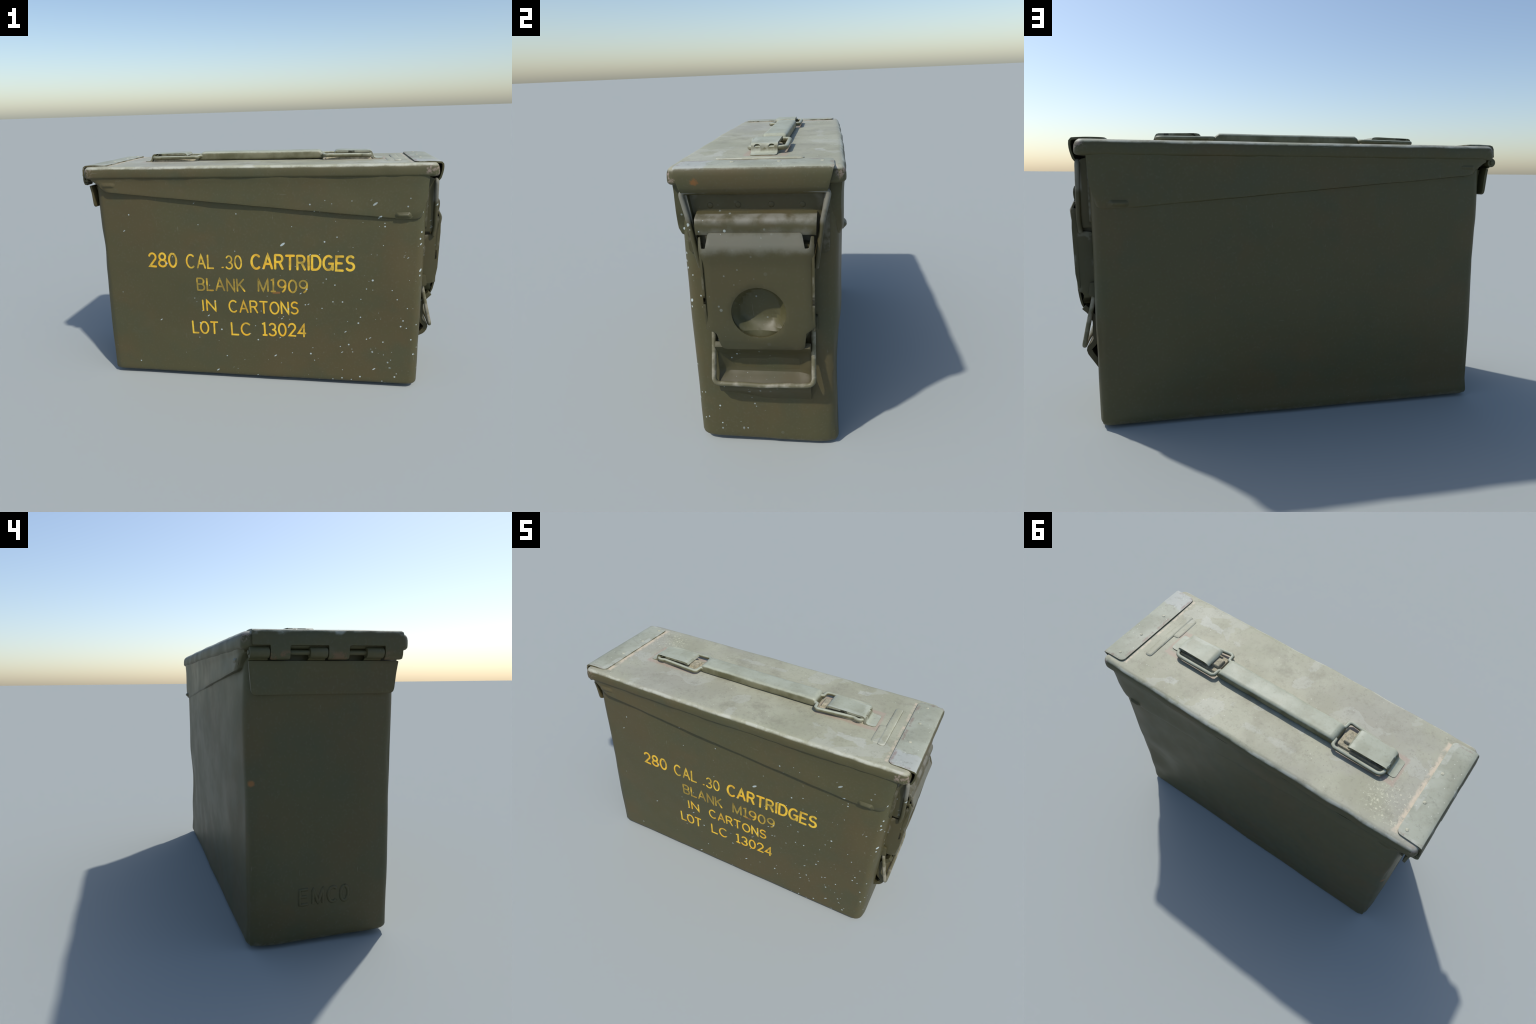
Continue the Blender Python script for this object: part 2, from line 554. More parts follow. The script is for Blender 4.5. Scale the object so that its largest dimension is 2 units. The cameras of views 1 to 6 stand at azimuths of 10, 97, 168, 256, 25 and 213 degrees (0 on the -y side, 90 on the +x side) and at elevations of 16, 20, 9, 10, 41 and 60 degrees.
def sand_dirt():
    k = Nodes("sandy_grime")
    c = k.mix(k.step(k.noise(60, 5, 0.7), 0.4, 0.65), (0.43, 0.385, 0.27), (0.25, 0.235, 0.165))
    return k.end(c, 0.8, k.noise(120, 4, 0.7), 0.4)


def latch_paint():
    k = Nodes("olive_paint_latch")
    plain = k.mix(0.45, olive_base(k), (0.052, 0.046, 0.022))
    c = k.mix(k.most(k.step(k.z, 1.0, 1.02), k.step(k.z, 0.50, 0.48)), k.mix(0.22, plain, splashes(k, plain)), splashes(k, plain))
    scuff = k.mul(k.box(0.0, 1.0, 0.19, 0.018, 0.04, k.mul(k.sub(k.noise(14, 4, 0.6), 0.5), 0.06), k.y, k.z), 0.30)
    c = k.mix(scuff, c, (0.30, 0.30, 0.26))
    roll = k.mul(k.mul(k.step(k.z, 1.055, 1.085), k.step(k.x, 0.930, 0.940)), k.step(k.noise(11, 4), 0.3, 0.6))
    c = k.mix(k.mul(roll, 0.6), c, (0.24, 0.235, 0.20))
    edge = k.mul(k.step(k.point, 0.54, 0.64), k.step(k.noise(16, 4, 0.6), 0.4, 0.6))
    c = k.mix(k.mul(edge, 0.22), c, (0.36, 0.34, 0.28))
    return k.end(c, k.step(k.noise(7, 3), 0.3, 0.7, 0.40, 0.58), k.noise(50, 4, 0.6), 0.1)


def wire_paint():
    k = Nodes("worn_wire_paint")
    c = k.mix(k.step(k.noise(20, 4), 0.4, 0.65), (0.13, 0.12, 0.07), (0.27, 0.25, 0.19))
    return k.end(c, 0.45, k.noise(80, 4, 0.6), 0.1)


def lettering_paint():
    """yellow stencil paint; the second line and the start of the text are rubbed thin"""
    k = Nodes("yellow_stencil_paint")
    y = k.mix(k.step(k.noise(16, 3), 0.35, 0.65), (0.80, 0.43, 0.025), (0.84, 0.54, 0.05))
    thin = k.noise(11, 5, 0.65, k.mapping((1, 1, 1.2)))
    second = k.mul(k.step(k.z, 0.535, 0.555), k.step(k.z, 0.67, 0.655))
    middle = k.mul(k.box(-0.21, 0.74, 0.14, 0.07, 0.06, None, k.x, k.z), 0.5)
    wear = k.add(k.mul(second, 0.20), k.mul(middle, 0.16))
    f = k.step(k.add(thin, wear), 0.46, 0.76)
    streak = k.step(k.noise(30, 4, 0.7, k.mapping((0.5, 1, 3), (0, 10, 0))), 0.60, 0.72)
    f = k.math("MAXIMUM", f, k.mul(streak, 0.5))
    gr = k.step(k.noise(160, 3, 0.6), 0.60, 0.72)
    f = k.math("MAXIMUM", k.mul(f, 0.8), k.mul(gr, 0.45))
    c = k.mix(f, y, (0.16, 0.135, 0.042))
    return k.end(splashes(k, c), 0.55)


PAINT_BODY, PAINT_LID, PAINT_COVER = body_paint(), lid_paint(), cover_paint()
PAINT_HANDLE, GRIME, PAINT_LATCH = handle_paint(), sand_dirt(), latch_paint()
PAINT_WIRE, PAINT_TEXT = wire_paint(), lettering_paint()


# ------------------------------------------------------------------ body
def wall_offset(p, n):
    """outward dents and bulges of the pressed walls"""
    x, y, z = p
    d = 0.0032 * lumps((x, y, z), 2.6, 1.0) + 0.0016 * lumps((x, y, z), 7.0, 4.0)
    if abs(n[1]) > 0.7:     # long sides belly out a little in the middle
        d += 0.004 * bump(0.0, 0.95, x) * bump(0.55, 0.6, z)
        # and lean outward towards the lid
        foot, amount = (0.30, 0.015) if n[1] < 0 else (0.12, 0.016)
        d += amount * smooth(foot, 0.72, z) * smooth(-0.92, -0.55, x) * smooth(0.90, 0.74, x)
    if n[1] > 0.7:          # dents of the plain side
        d += -0.020 * bump(0.76, 0.22, x) * bump(0.42, 0.22, z) + 0.009 * bump(0.05, 0.35, x) * bump(0.92, 0.25, z)
        d += 0.010 * bump(-0.80, 0.22, x) * bump(0.90, 0.35, z) + 0.007 * smooth(0.12, 0.02, z)
    if n[0] < -0.7:         # hinge end: bellied, with a shallow dent above the middle
        d += 0.013 * smooth(0.31, 0.18, abs(y)) * (1 - 0.8 * bump(0.86, 0.28, z)) - 0.006 * bump(0.80, 0.14, z) * smooth(0.2, 0.3, abs(y))
        d -= 0.015 * bump(0.95, 0.15, z) * bump(0.07, 0.24, y)
        d += 0.005 * smooth(0.7, 0.2, z) * smooth(0.1, 0.3, abs(y))
    if n[0] > 0.7:          # latch end: slightly bellied, with a lapped vertical seam
        d += 0.010 * smooth(0.31, 0.22, abs(y))
        d += 0.0022 * smooth(0.026, 0.032, y) * (1 - 0.6 * smooth(0.03, 0.25, y))
    return d


def build_body():
    rings = []
    corner = 0.043
    rows = [(0.030, 0.0), (0.016, 0.001), (0.007, 0.005), (0.002, 0.012), (0.0, 0.022)]
    heights = [(i, BODY_BOTTOM + z) for i, z in rows]
    z = BODY_BOTTOM + 0.045
    while z < BODY_TOP:
        heights.append((0.0, z))
        z += 0.022
    heights.append((0.0, BODY_TOP))
    for inset, z in heights:
        ring = []
        r = corner - inset * 0.5
        for x, y, nx, ny in round_rect(BODY_X0 + inset, BODY_X1 - inset, BODY_Y0 + inset, BODY_Y1 - inset, r, 0.022):
            d = wall_offset((x, y, z), (nx, ny))
            lift = (0.014 - 0.009 * smooth(-0.3, 0.3, y)) * (1 - smooth(0.0, 0.10, z))    # the floor tilts a little
            ring.append(V((x + nx * d, y + ny * d, z + lift)))
        rings.append(ring)
    v, f = loft(rings)
    return finish("body", v, f, root, PAINT_BODY, angle=50)


body = build_body()


def front_y(x, z):
    return BODY_Y0 - wall_offset((x, BODY_Y0, z), (0, -1))


# ------------------------------------------------------------------ lid
def build_lid():
    rings = []
    prof = [(0.060, LIP_BOTTOM - 0.002), (0.014, LIP_BOTTOM - 0.002), (0.006, LIP_BOTTOM + 0.001), (0.001, LIP_BOTTOM + 0.007),
            (0.0, LIP_BOTTOM + 0.014), (0.0, 1.242), (0.0005, 1.252), (0.0025, 1.262), (0.0065, 1.270), (0.012, 1.2755), (0.019, LID_TOP - 0.001)]
    i = 0.030
    while i < 0.33:
        prof.append((i, LID_TOP))
        i += 0.022
    for inset, z in prof:
        ring = []
        for x, y, nx, ny in round_rect(LID_X0 + inset, LID_X1 - inset, LID_Y0 + inset, LID_Y1 - inset, 0.036 - inset * 0.6, 0.022):
            p = (x, y, z)
            top = smooth(LIP_BOTTOM, LID_TOP, z)
            side = 0.0045 * lumps(p, 5, 2.0) + 0.0035 * lumps(p, 12, 6.0)
            side += 0.005 * bump(-0.1, 0.9, x) * abs(ny) - 0.003 * abs(ny) * smooth(0.7, 0.95, abs(x))
            side *= 1 - smooth(0.0, 0.06, inset)
            up = (0.0026 * lumps(p, 2.2, 8.0) + 0.0006 * lumps(p, 9.0, 3.0)) * top
            ring.append(V((x + nx * side, y + ny * side, z + up)))
        rings.append(ring)
    v, f = loft(rings)
    return finish("lid", v, f, root, PAINT_LID, angle=50)


lid = build_lid()


def skirt_foot(x):
    """height of the tapered lower edge of the lid side"""
    z = 1.143 + (x + 0.90) * (0.982 - 1.143) / 1.758
    return z + 0.0016 * lumps((x, 0, 0), 9, 2)


def skirt_point(u, v, side, depth):
    """u along the box 0..1, v from the lip 0 down to the foot 1"""
    xl = -0.938 + 0.060 * smooth(0.35, 1.0, v) - 0.01 * (1 - v)
    xr = 0.902 - 0.010 * v - 0.020 * smooth(0.6, 1.0, v)
    x = xl + (xr - xl) * u
    foot = skirt_foot(x)
    e = clamp((x - 0.800) / 0.086)                      # rounded lower corner at the latch end
    foot += 0.045 * (1 - sqrt(max(0.0, 1 - e ** 3.0)))
    e = clamp((-0.83 - x) / 0.10)
    foot += 0.034 * e * e
    z = 1.219 + (foot - 1.219) * v
    face = abs(LID_Y0 if side < 0 else LID_Y1) - 0.010
    y = face - 0.003 * smooth(0, 0.25, v) + 0.003 * smooth(0.4, 1.0, v) + 0.007 * bump(0.48, 0.5, u)
    y += (0.0035 if side > 0 else 0.002) + 0.0036 * lumps((x, side, z), 4.0, 5) + 0.0016 * lumps((x, side, z), 10, 7)
    y -= 0.012 * smooth(0.84, 1.0, v) * smooth(0.90, 0.97, u)
    y -= 0.010 * smooth(0.965, 1.0, v) ** 2             # rolled edge
    y -= 0.010 * clamp((u - 0.965) / 0.035) ** 2.4 + 0.012 * clamp((0.03 - u) / 0.03) ** 2
    y -= depth
    return V((x, y * side, z))


def build_skirt(side):
    nu, nv = 120, 16
    vv = [clamp(j / (nv - 4)) * 0.955 for j in range(nv - 4)] + [0.955, 0.975, 0.99, 1.0]
    front, back = [], []
    for j in range(nv):
        for i in range(nu + 1):
            front.append(skirt_point(i / nu, vv[j], side, 0.0))
            back.append(skirt_point(i / nu, vv[j], side, 0.042))
    n = nu + 1
    f = []
    b = len(front)
    for j in range(nv - 1):
        for i in range(nu):
            q = (j * n + i, j * n + i + 1, (j + 1) * n + i + 1, (j + 1) * n + i)
            f.append(q)
            f.append(tuple(b + k for k in reversed(q)))
    border = [i for i in range(n)] + [j * n + nu for j in range(1, nv)] + [(nv - 1) * n + i for i in range(nu - 1, -1, -1)] + [j * n for j in range(nv - 2, 0, -1)]
    for a, c in zip(border, border[1:] + border[:1]):
        f.append((a, a + b, c + b, c))
    return finish("lid_side", front + back, f, lid, PAINT_BODY, angle=60)


def pressed_boss(x, z, side, length, height, rise):
    """a long pressed bump on the lid side"""
    face = abs(LID_Y0 if side < 0 else LID_Y1) - (0.0060 if side < 0 else 0.0045)
    rings = []
    n = 9
    for k in range(n):
        t = k / (n - 1) * pi / 2
        s = cos(t)
        ring = []
        for a in range(24):
            ang = 2 * pi * a / 24
            cx = (length - height) * 0.5 * (1 if cos(ang) > 0 else -1)
            ring.append(V((x + cx * (0.6 + 0.4 * s) + cos(ang) * height * 0.62 * s, side * (face - 0.006 + (rise + 0.006) * (0.5 + 0.5 * cos(pi * s))), z + sin(ang) * height * 0.62 * s)))
        rings.append(ring)
    v, f = loft(rings)
    return finish("pressed_boss", v, f, lid, PAINT_BODY, angle=80)


for side in (-1, 1):
    build_skirt(side)
    pressed_boss(0.778, 1.016, side, 0.094, 0.034, 0.010)
    pressed_boss(-0.840, 1.178, side, 0.09, 0.030, 0.002)

# low pressed rib across the lid near the latch end
def low_pad(name, x0, x1, y0, y1, z, rise, r, parent, mat, edge=0.006):
    rings = []
    for inset, h in ((0.0, -0.004), (0.0, 0.0), (edge * 0.35, rise * 0.65), (edge, rise), (edge * 1.6, rise)):
        ring = [V((p[0], p[1], z + h)) for p in rounded_polygon(
            [(x0 + inset, y0 + inset), (x1 - inset, y0 + inset), (x1 - inset, y1 - inset), (x0 + inset, y1 - inset)], r, 6)]
        rings.append(ring)
    v, f = loft(rings)
    return finish(name, v, f, parent, mat, angle=70)


low_pad("pressed_rib", 0.734, 0.776, -0.182, 0.182, LID_TOP, 0.0055, 0.018, lid, PAINT_LID, 0.010)
low_pad("pressed_rib", 0.700, 0.760, -0.175, -0.010, LID_TOP, 0.0030, 0.020, lid, PAINT_LID, 0.012)

# ------------------------------------------------------------------ end covers of the lid
def end_cover(name, profile, outline, wobble):
    def place(s, y, d):
        q, n = profile.at(s)
        w = wobble * lumps((q.x, y, q.y), 6, 3)
        q = q - n * d + n * w
        return V((q.x, y, q.y))
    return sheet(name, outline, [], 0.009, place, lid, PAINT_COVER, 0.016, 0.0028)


# latch end: a strip over the lid edge that hangs down as a lip and tucks inward
prof = Profile([(0.829, LID_TOP + 0.007), (0.900, LID_TOP + 0.0085), (0.9715, LID_TOP + 0.004), (0.9735, 1.240), (0.962, 1.192), (0.940, 1.176)], 0.030)
# profile runs +x then down: its left side is outward
L = prof.length
end_cover("end_cover", prof, rounded_polygon(
    [(0.0, -0.300), (0.130, -0.303), (L - 0.035, -0.288), (L, -0.278), (L, 0.268), (L - 0.035, 0.278), (0.130, 0.300), (0.0, 0.297)],
    [0.030, 0.02, 0.01, 0.006, 0.006, 0.01, 0.02, 0.030]), 0.0022)

# hinge end: strip with three tabs curled round the hinge pin
prof = Profile([(-0.998 + 0.013, 1.176), (-1.0005, 1.182), (-1.0025, 1.215), (-0.9975, 1.240), (-0.9950, LID_TOP + 0.005), (-0.930, LID_TOP + 0.0085), (-0.857, LID_TOP + 0.007)], 0.026)
L = prof.length
cut = 0.062
tabs = [(-0.298, -0.223), (-0.073, 0.010), (0.163, 0.238)]
outline = [(L, -0.300), (L, 0.300), (cut + 0.01, 0.306), (cut, 0.306)]
radii = [0.028, 0.028, 0.004, 0.004]
for a, b in reversed(tabs):
    outline += [(cut, b), (0.0, b), (0.0, a), (cut, a)]
    radii += [0.004, 0.008, 0.012, 0.010]
outline += [(cut, -0.304)]
radii += [0.004]
# the last tab ends next to the rim: drop its zero-length shoulder
end_cover("end_cover", prof, rounded_polygon(outline, radii), 0.0020)


def rivet(x, y, z, normal, r, h, mat, parent, name="rivet"):
    n = V(normal)
    u = n.orthogonal().normalized()
    w = n.cross(u)
    rings = []
    for rad, up in ((1.0, -0.6), (1.0, 0.1), (0.86, 0.6), (0.55, 0.92), (0.2, 1.0)):
        rings.append([(u * cos(2 * pi * k / 16) + w * sin(2 * pi * k / 16)) * r * rad + n * h * up for k in range(16)])
    v, f = loft(rings)
    ob = finish(name, v, f, parent, mat, angle=60)
    ob.location = (x, y, z)
    return ob


def copies(first, places, parent):
    for p in places:
        ob = first.copy()
        ob.location = p
        bpy.context.collection.objects.link(ob)
        ob.parent = parent


k = Nodes("dusty_rivet")
RIVET = k.end(k.mix(k.step(k.noise(80, 4), 0.4, 0.6), (0.46, 0.45, 0.34), (0.34, 0.34, 0.25)), 0.6)
zr = LID_TOP + 0.0085
first = rivet(-0.893, 0.094, zr, (0, 0, 1), 0.0085, 0.0016, RIVET, lid)
copies(first, [(-0.893, 0.264, zr), (-0.893, -0.094, zr), (0.880, -0.090, zr), (0.882, 0.092, zr), (0.883, 0.256, zr)], lid)

# ------------------------------------------------------------------ hinge
hinge = bpy.data.objects.new("hinge", None)
bpy.context.collection.objects.link(hinge)
hinge.parent = root
leaf_prof = Profile([(-0.947, 1.050), (-0.950, 1.060), (-0.950, 1.130), (-0.956, 1.174)], 0.004)


def leaf_place(s, y, d):
    q, n = leaf_prof.at(s)
    bow = 0.012 * smooth(0.30, 0.12, abs(y - 0.01)) * smooth(0.115, 0.04, s)      # pulled in against the wall
    return V((q.x + bow - n.x * d + 0.0015 * lumps((0, y, s), 9, 4), y, q.y - n.y * d))


L = leaf_prof.length
sheet("hinge_leaf", rounded_polygon([(0, -0.285), (L, -0.298), (L, 0.314), (0, 0.303)], [0.022, 0.004, 0.004, 0.022]), [], -0.012, leaf_place, hinge, PAINT_BODY, 0.02, 0.003)
# packing strip that holds the leaf off the body
sheet("hinge_packing", rounded_polygon([(1.045, -0.262), (1.168, -0.262), (1.168, 0.275), (1.045, 0.275)], 0.006), [], 0.050,
      lambda a, y, d: V((-0.938 - 0.012 * smooth(1.13, 1.19, a) + d, y, a)), hinge, PAINT_BODY, 0.03, 0.003)
KX, KZ = -0.9815, 1.2025
for a, b in ((0.241, 0.316), (0.013, 0.083), (-0.220, -0.148)):
    prof_pts = [(KX + 0.0210 * cos(t), KZ + 0.0210 * sin(t)) for t in [radians(q) for q in range(-60, 291, 15)]]
    prof_pts += [(-0.966, 1.174), (-0.954, 1.174)]
    rings = [[V((px, y, pz)) for px, pz in prof_pts] for y in (a, (a + b) / 2, b)]
    v, f = loft(rings)
    finish("hinge_knuckle", v, f, hinge, PAINT_BODY, 0.0025, 40)
v, f = tube([(KX, -0.300, KZ), (KX, 0.0, KZ), (KX, 0.320, KZ)], 0.0095, 14)
finish("hinge_pin", v, f, hinge, PAINT_BODY, 0.001)
first = rivet(-0.9475, 0.245, 1.084, (-1, 0, 0), 0.011, 0.003, PAINT_BODY, hinge)
copies(first, [(-0.940, 0.112, 1.083), (-0.940, -0.092, 1.082), (-0.9475, -0.226, 1.080), (-0.946, 0.179, 1.129), (-0.946, -0.160, 1.127)], hinge)

# ------------------------------------------------------------------ carrying handle
handle = bpy.data.objects.new("carrying_handle", None)
bpy.context.collection.objects.link(handle)
handle.parent = lid


def build_grip():
    rings = []
    x0, x1 = -0.384, 0.352
    n = 60
    for i in range(n + 1):
        t = i / n
        x = x0 + (x1 - x0) * t
        end = min(t, 1 - t) * (x1 - x0)
        drop = 0.020 * (1 - smooth(0.0, 0.022, end)) + 0.006 * (1 - smooth(0, 0.006, end))
        wob = 0.0022 * lumps((x, 0, 0), 7, 2) + 0.0015 * lumps((x, 2, 0), 17, 3)
        y0, y1 = -0.041 + wob, 0.080 + 0.002 * lumps((x, 5, 0), 8, 1)
        y0 += 0.004 * (1 - smooth(0, 0.03, end)); y1 -= 0.004 * (1 - smooth(0, 0.03, end))
        zt = 1.3325 - drop + 0.0012 * lumps((x, 9, 0), 9, 2)
        sec = rounded_polygon([(y0, 1.2855), (y1, 1.2855), (y1, zt), (y0, zt)], [0.014, 0.014, 0.026, 0.026], 8)
        rings.append([V((x, p[0], p[1])) for p in sec])
    v, f = loft(rings)
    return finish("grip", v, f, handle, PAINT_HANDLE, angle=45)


build_grip()


def build_bracket(s, xi, xo, flange, ledge):
    """strap bent over the wire loop; s = +1 latch end, -1 hinge end; x grows outward"""
    prof = Profile([(flange, LID_TOP + 0.0035), (xo + 0.020, LID_TOP + 0.0045), (xo + 0.006, 1.3265), (xi + 0.02, 1.3310), (xi - 0.002, 1.3290), (xi - 0.010, 1.3160)], 0.012)
    Lp = prof.length
    # two punched dimples in the sloping end
    sl = flange - xo - 0.020 + 0.026
    holes = [[(sl + 0.010 * cos(a * pi / 6), c + 0.013 * sin(a * pi / 6)) for a in range(12)] for c in (-0.026, 0.036)]

    def place(t, y, d):
        q, n = prof.at(t)
        n = V((-n.x, -n.y)) if n.y < 0 else n
        q = q - n * d
        return V((q.x * s, y, q.y))

    y0, y1 = -0.057, 0.067
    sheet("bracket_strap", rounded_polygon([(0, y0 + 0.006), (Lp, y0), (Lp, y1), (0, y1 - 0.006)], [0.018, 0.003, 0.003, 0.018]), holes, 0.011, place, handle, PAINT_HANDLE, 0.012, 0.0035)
    # dark core seen under the strap, and the gritty ledge on the grip side
    low_pad("bracket_seat", min(s * (ledge + 0.004), s * (xo + 0.006)), max(s * (ledge + 0.004), s * (xo + 0.006)), -0.053, 0.063, LID_TOP, 0.012, 0.006, handle, GRIME, 0.004)
    tongue = sorted((s * (xi - 0.05), s * (xo - 0.008)))
    low_pad("bracket_tongue", tongue[0], tongue[1], -0.026, 0.036, LID_TOP + 0.012, 0.016, 0.006, handle, GRIME, 0.006)
    # wire loop
    zi, zo = 1.3045, 1.3035
    w0, w1 = -0.080, 0.097
    loop = rounded_polygon([(xo + 0.001, w0), (xo + 0.001, w1), (ledge - 0.004, w1), (ledge - 0.004, w1 - 0.036)], [0.034, 0.034, 0.018, 0.0], 8)
    right = [V((s * p[0], p[1], zo + (zi - zo) * clamp((xo - p[0]) / (xo - ledge)))) for p in loop[9:]]
    path = [V((s * p[0], p[1], zo)) for p in loop[:9]]
    start = [V((s * (ledge - 0.022), w0 + 0.050, 1.308)), V((s * (ledge - 0.006), w0 + 0.044, 1.3075)), V((s * (ledge - 0.002), w0 + 0.010, 1.3065)), V((s * (ledge + 0.012), w0 + 0.001, 1.306))]
    stop = [V((a.x, 0.017 - a.y, a.z)) for a in reversed(start)]
    right = [q for q in right if abs(q.x) > ledge + 0.03]
    path = dense(start + [q for q in path] + right + stop, 0.012)
    v, f = tube(path, 0.0105, 10)
    finish("wire_loop", v, f, handle, PAINT_HANDLE, angle=60)


build_bracket(1, 0.424, 0.618, 0.688, 0.362)
build_bracket(-1, 0.460, 0.660, 0.718, 0.384)

# ------------------------------------------------------------------ latch
latch = bpy.data.objects.new("latch", None)
bpy.context.collection.objects.link(latch)
latch.parent = root

# catch strip on the body above the lever, with faint spot welds
sheet("catch_plate", rounded_polygon([(-0.284, 0.930), (0.284, 0.930), (0.284, 1.225), (-0.284, 1.225)], 0.020), [], 0.040,
      lambda y, z, d: V((0.915 - 0.008 * smooth(0.2, 0.285, abs(y)) - d, y, z)), latch, PAINT_LATCH, 0.04, 0.003)
first = rivet(0.915, -0.18, 1.128, (1, 0, 0), 0.012, 0.003, PAINT_LATCH, latch, "spot_weld")
copies(first, [(0.915, -0.07, 1.130), (0.915, 0.06, 1.130), (0.915, 0.18, 1.129)], latch)

# hooked lip that the lever hangs from
hook = Profile([(0.915, 1.106), (0.938, 1.097), (0.970, 1.088), (0.9755, 1.056), (0.9715, 1.022), (0.955, 1.018)], 0.018)
L = hook.length


def hook_place(s, y, d):
    q, n = hook.at(s)
    q = q - n * d + n * 0.0014 * lumps((s, y, 0), 9, 6)
    return V((q.x, y, q.y))


sheet("hook_lip", rounded_polygon([(0, -0.236), (L, -0.234), (L, 0.232), (0, 0.236)], [0.004, 0.012, 0.012, 0.004]), [], 0.011, hook_place, latch, PAINT_LATCH, 0.014, 0.003)

# lever: front plate with finger hole, notched at the top, stepped at the foot
lever_curve = [(0.50, 0.970), (0.535, 0.975), (0.60, 0.984), (0.70, 0.986), (0.80, 0.986), (0.90, 0.988), (0.955, 0.996), (0.985, 0.998), (1.01, 0.984), (1.05, 0.976)]


def lever_x(z):
    c = lever_curve
    for (a, xa), (b, xb) in zip(c, c[1:]):
        if z <= b:
            t = clamp((z - a) / (b - a))
            return xa + (xb - xa) * t
    return c[-1][1]


def lever_place(y, z, d):
    r = math.hypot(y, z - 0.697)
    dish = 0.002 * (1 - smooth(0.0, 0.014, r - 0.112))         # rolled rim of the finger hole
    edge = 0.008 * smooth(0.190, 0.226, abs(y)) ** 2
    foot = 0.005 * smooth(0.56, 0.53, z)
    w = 0.0014 * lumps((0, y, z), 6, 2)
    return V((lever_x(z) - dish - edge - foot + w - d, y, z))


plate = rounded_polygon(
    [(-0.163, 0.522), (0.182, 0.526), (0.190, 0.612), (0.228, 0.634), (0.224, 1.018), (0.212, 1.018), (0.205, 0.976), (0.190, 0.976), (0.178, 1.034),
     (-0.184, 1.034), (-0.196, 0.974), (-0.210, 0.974), (-0.216, 1.016), (-0.224, 1.016), (-0.222, 0.618), (-0.180, 0.606)],
    [0.026, 0.026, 0.014, 0.016, 0.003, 0.003, 0.008, 0.008, 0.012, 0.012, 0.008, 0.008, 0.003, 0.003, 0.012, 0.020])
hole = [(0.112 * cos(2 * pi * i / 40), 0.697 + 0.113 * sin(2 * pi * i / 40)) for i in range(40)]
lever = sheet("lever", plate, [hole], 0.009, lever_place, latch, PAINT_LATCH, 0.02, 0.0028)

flange = rounded_polygon([(0.986, 0.995), (0.966, 0.985), (0.956, 0.890), (0.906, 0.884), (0.908, 0.636), (0.938, 0.606), (0.974, 0.616), (0.986, 0.70), (0.990, 0.90)],
                         [0.006, 0.008, 0.010, 0.010, 0.016, 0.012, 0.006, 0.0, 0.0])
for sgn, yy in ((-1, 0.2225), (1, 0.2255)):
    sheet("lever_flange", flange, [], 0.009, lambda x, z, d, sgn=sgn, yy=yy: V((x, sgn * (yy - d + 0.001 * lumps((x, sgn, z), 9, 1)), z)), latch, PAINT_LATCH, 0.02, 0.0025)
# dished bottom of the finger hole: closed housing behind the lever with a rolled ridge low in it
def housing_place(y, z, d):
    r = math.hypot(y, z - 0.697)
    x = 0.966 - 0.046 * (1 - smooth(0.075, 0.118, r)) * smooth(0.58, 0.66, z)
    x -= 0.006 * bump(0.590, 0.020, z)
    return V((x - d, y, z))


sheet("lever_housing", rounded_polygon([(-0.160, 0.545), (0.175, 0.548), (0.206, 0.62), (0.208, 0.985), (-0.206, 0.985), (-0.204, 0.62)], 0.015), [], 0.060, housing_place, latch, PAINT_BODY, 0.014, 0.003)
# pivot lugs at the lever sides
for sgn in (-1, 1):
    sheet("pivot_lug", rounded_polygon([(0.888, 0.660), (0.926, 0.660), (0.934, 0.600), (0.888, 0.585)], 0.010), [], 0.012,
          lambda x, z, d, sgn=sgn: V((x, sgn * (0.236 - d), z)), latch, PAINT_LATCH, 0.03, 0.002)

# draw wire from the lever sides up under the lid lip
pts = [(0.952, -0.229, 0.885), (0.957, -0.238, 0.935), (0.951, -0.262, 1.075), (0.944, -0.288, 1.190), (0.946, 0.0, 1.197), (0.944, 0.282, 1.190), (0.951, 0.256, 1.075), (0.957, 0.238, 0.935), (0.952, 0.231, 0.885)]
v, f = tube(fillet_path(pts, 0.022, 6, 0.02), 0.0105, 10)
finish("draw_wire", v, f, latch, PAINT_LATCH, angle=60)

# cheeks that close the sides between the draw wire and the body
for sgn in (-1, 1):
    sheet("latch_cheek", rounded_polygon([(0.885, 0.905), (0.950, 0.905), (0.945, 1.06), (0.937, 1.195), (0.885, 1.215)], [0.0, 0.01, 0.0, 0.01, 0.0]), [], 0.010,
          lambda x, z, d, sgn=sgn: V((x, sgn * (0.231 + 0.046 * clamp((z - 0.91) / 0.28) - d), z)), latch, PAINT_LATCH, 0.03, 0.002)

# loose wire bail below the lever
pts = [(0.905, -0.200, 0.640), (0.912, -0.206, 0.590), (0.968, -0.212, 0.352), (0.970, 0.0, 0.349), (0.968, 0.218, 0.358), (0.914, 0.216, 0.590), (0.906, 0.212, 0.640)]
path = fillet_path(pts, 0.030, 6, 0.02)
path = [p + V((0.002 * lumps(p, 9, 1), 0, 0.003 * lumps(p, 8, 4))) for p in path]
v, f = tube(path, 0.0105, 10)
finish("wire_bail", v, f, latch, PAINT_WIRE, angle=60)
# thin pressed pan that backs the bail and runs down to the body below it
pan = Profile([(0.969, 0.532), (0.944, 0.508), (0.914, 0.474), (0.907, 0.440), (0.908, 0.385), (0.961, 0.348), (0.957, 0.320), (0.900, 0.228)], 0.012)


def pan_place(s, y, d):
    q, n = pan.at(s)
    t = s / pan.length
    dish = -0.022 * bump(0.36, 0.30, t) * smooth(0.15, 0.20, abs(y - 0.003))
    rise = 0.035 * smooth(0.05, -0.2, y) * smooth(0.75, 1.0, t)
    return V((q.x - dish - n.x * d + 0.002 * lumps((s, y, 0), 7, 2), y, q.y + rise - n.y * d))


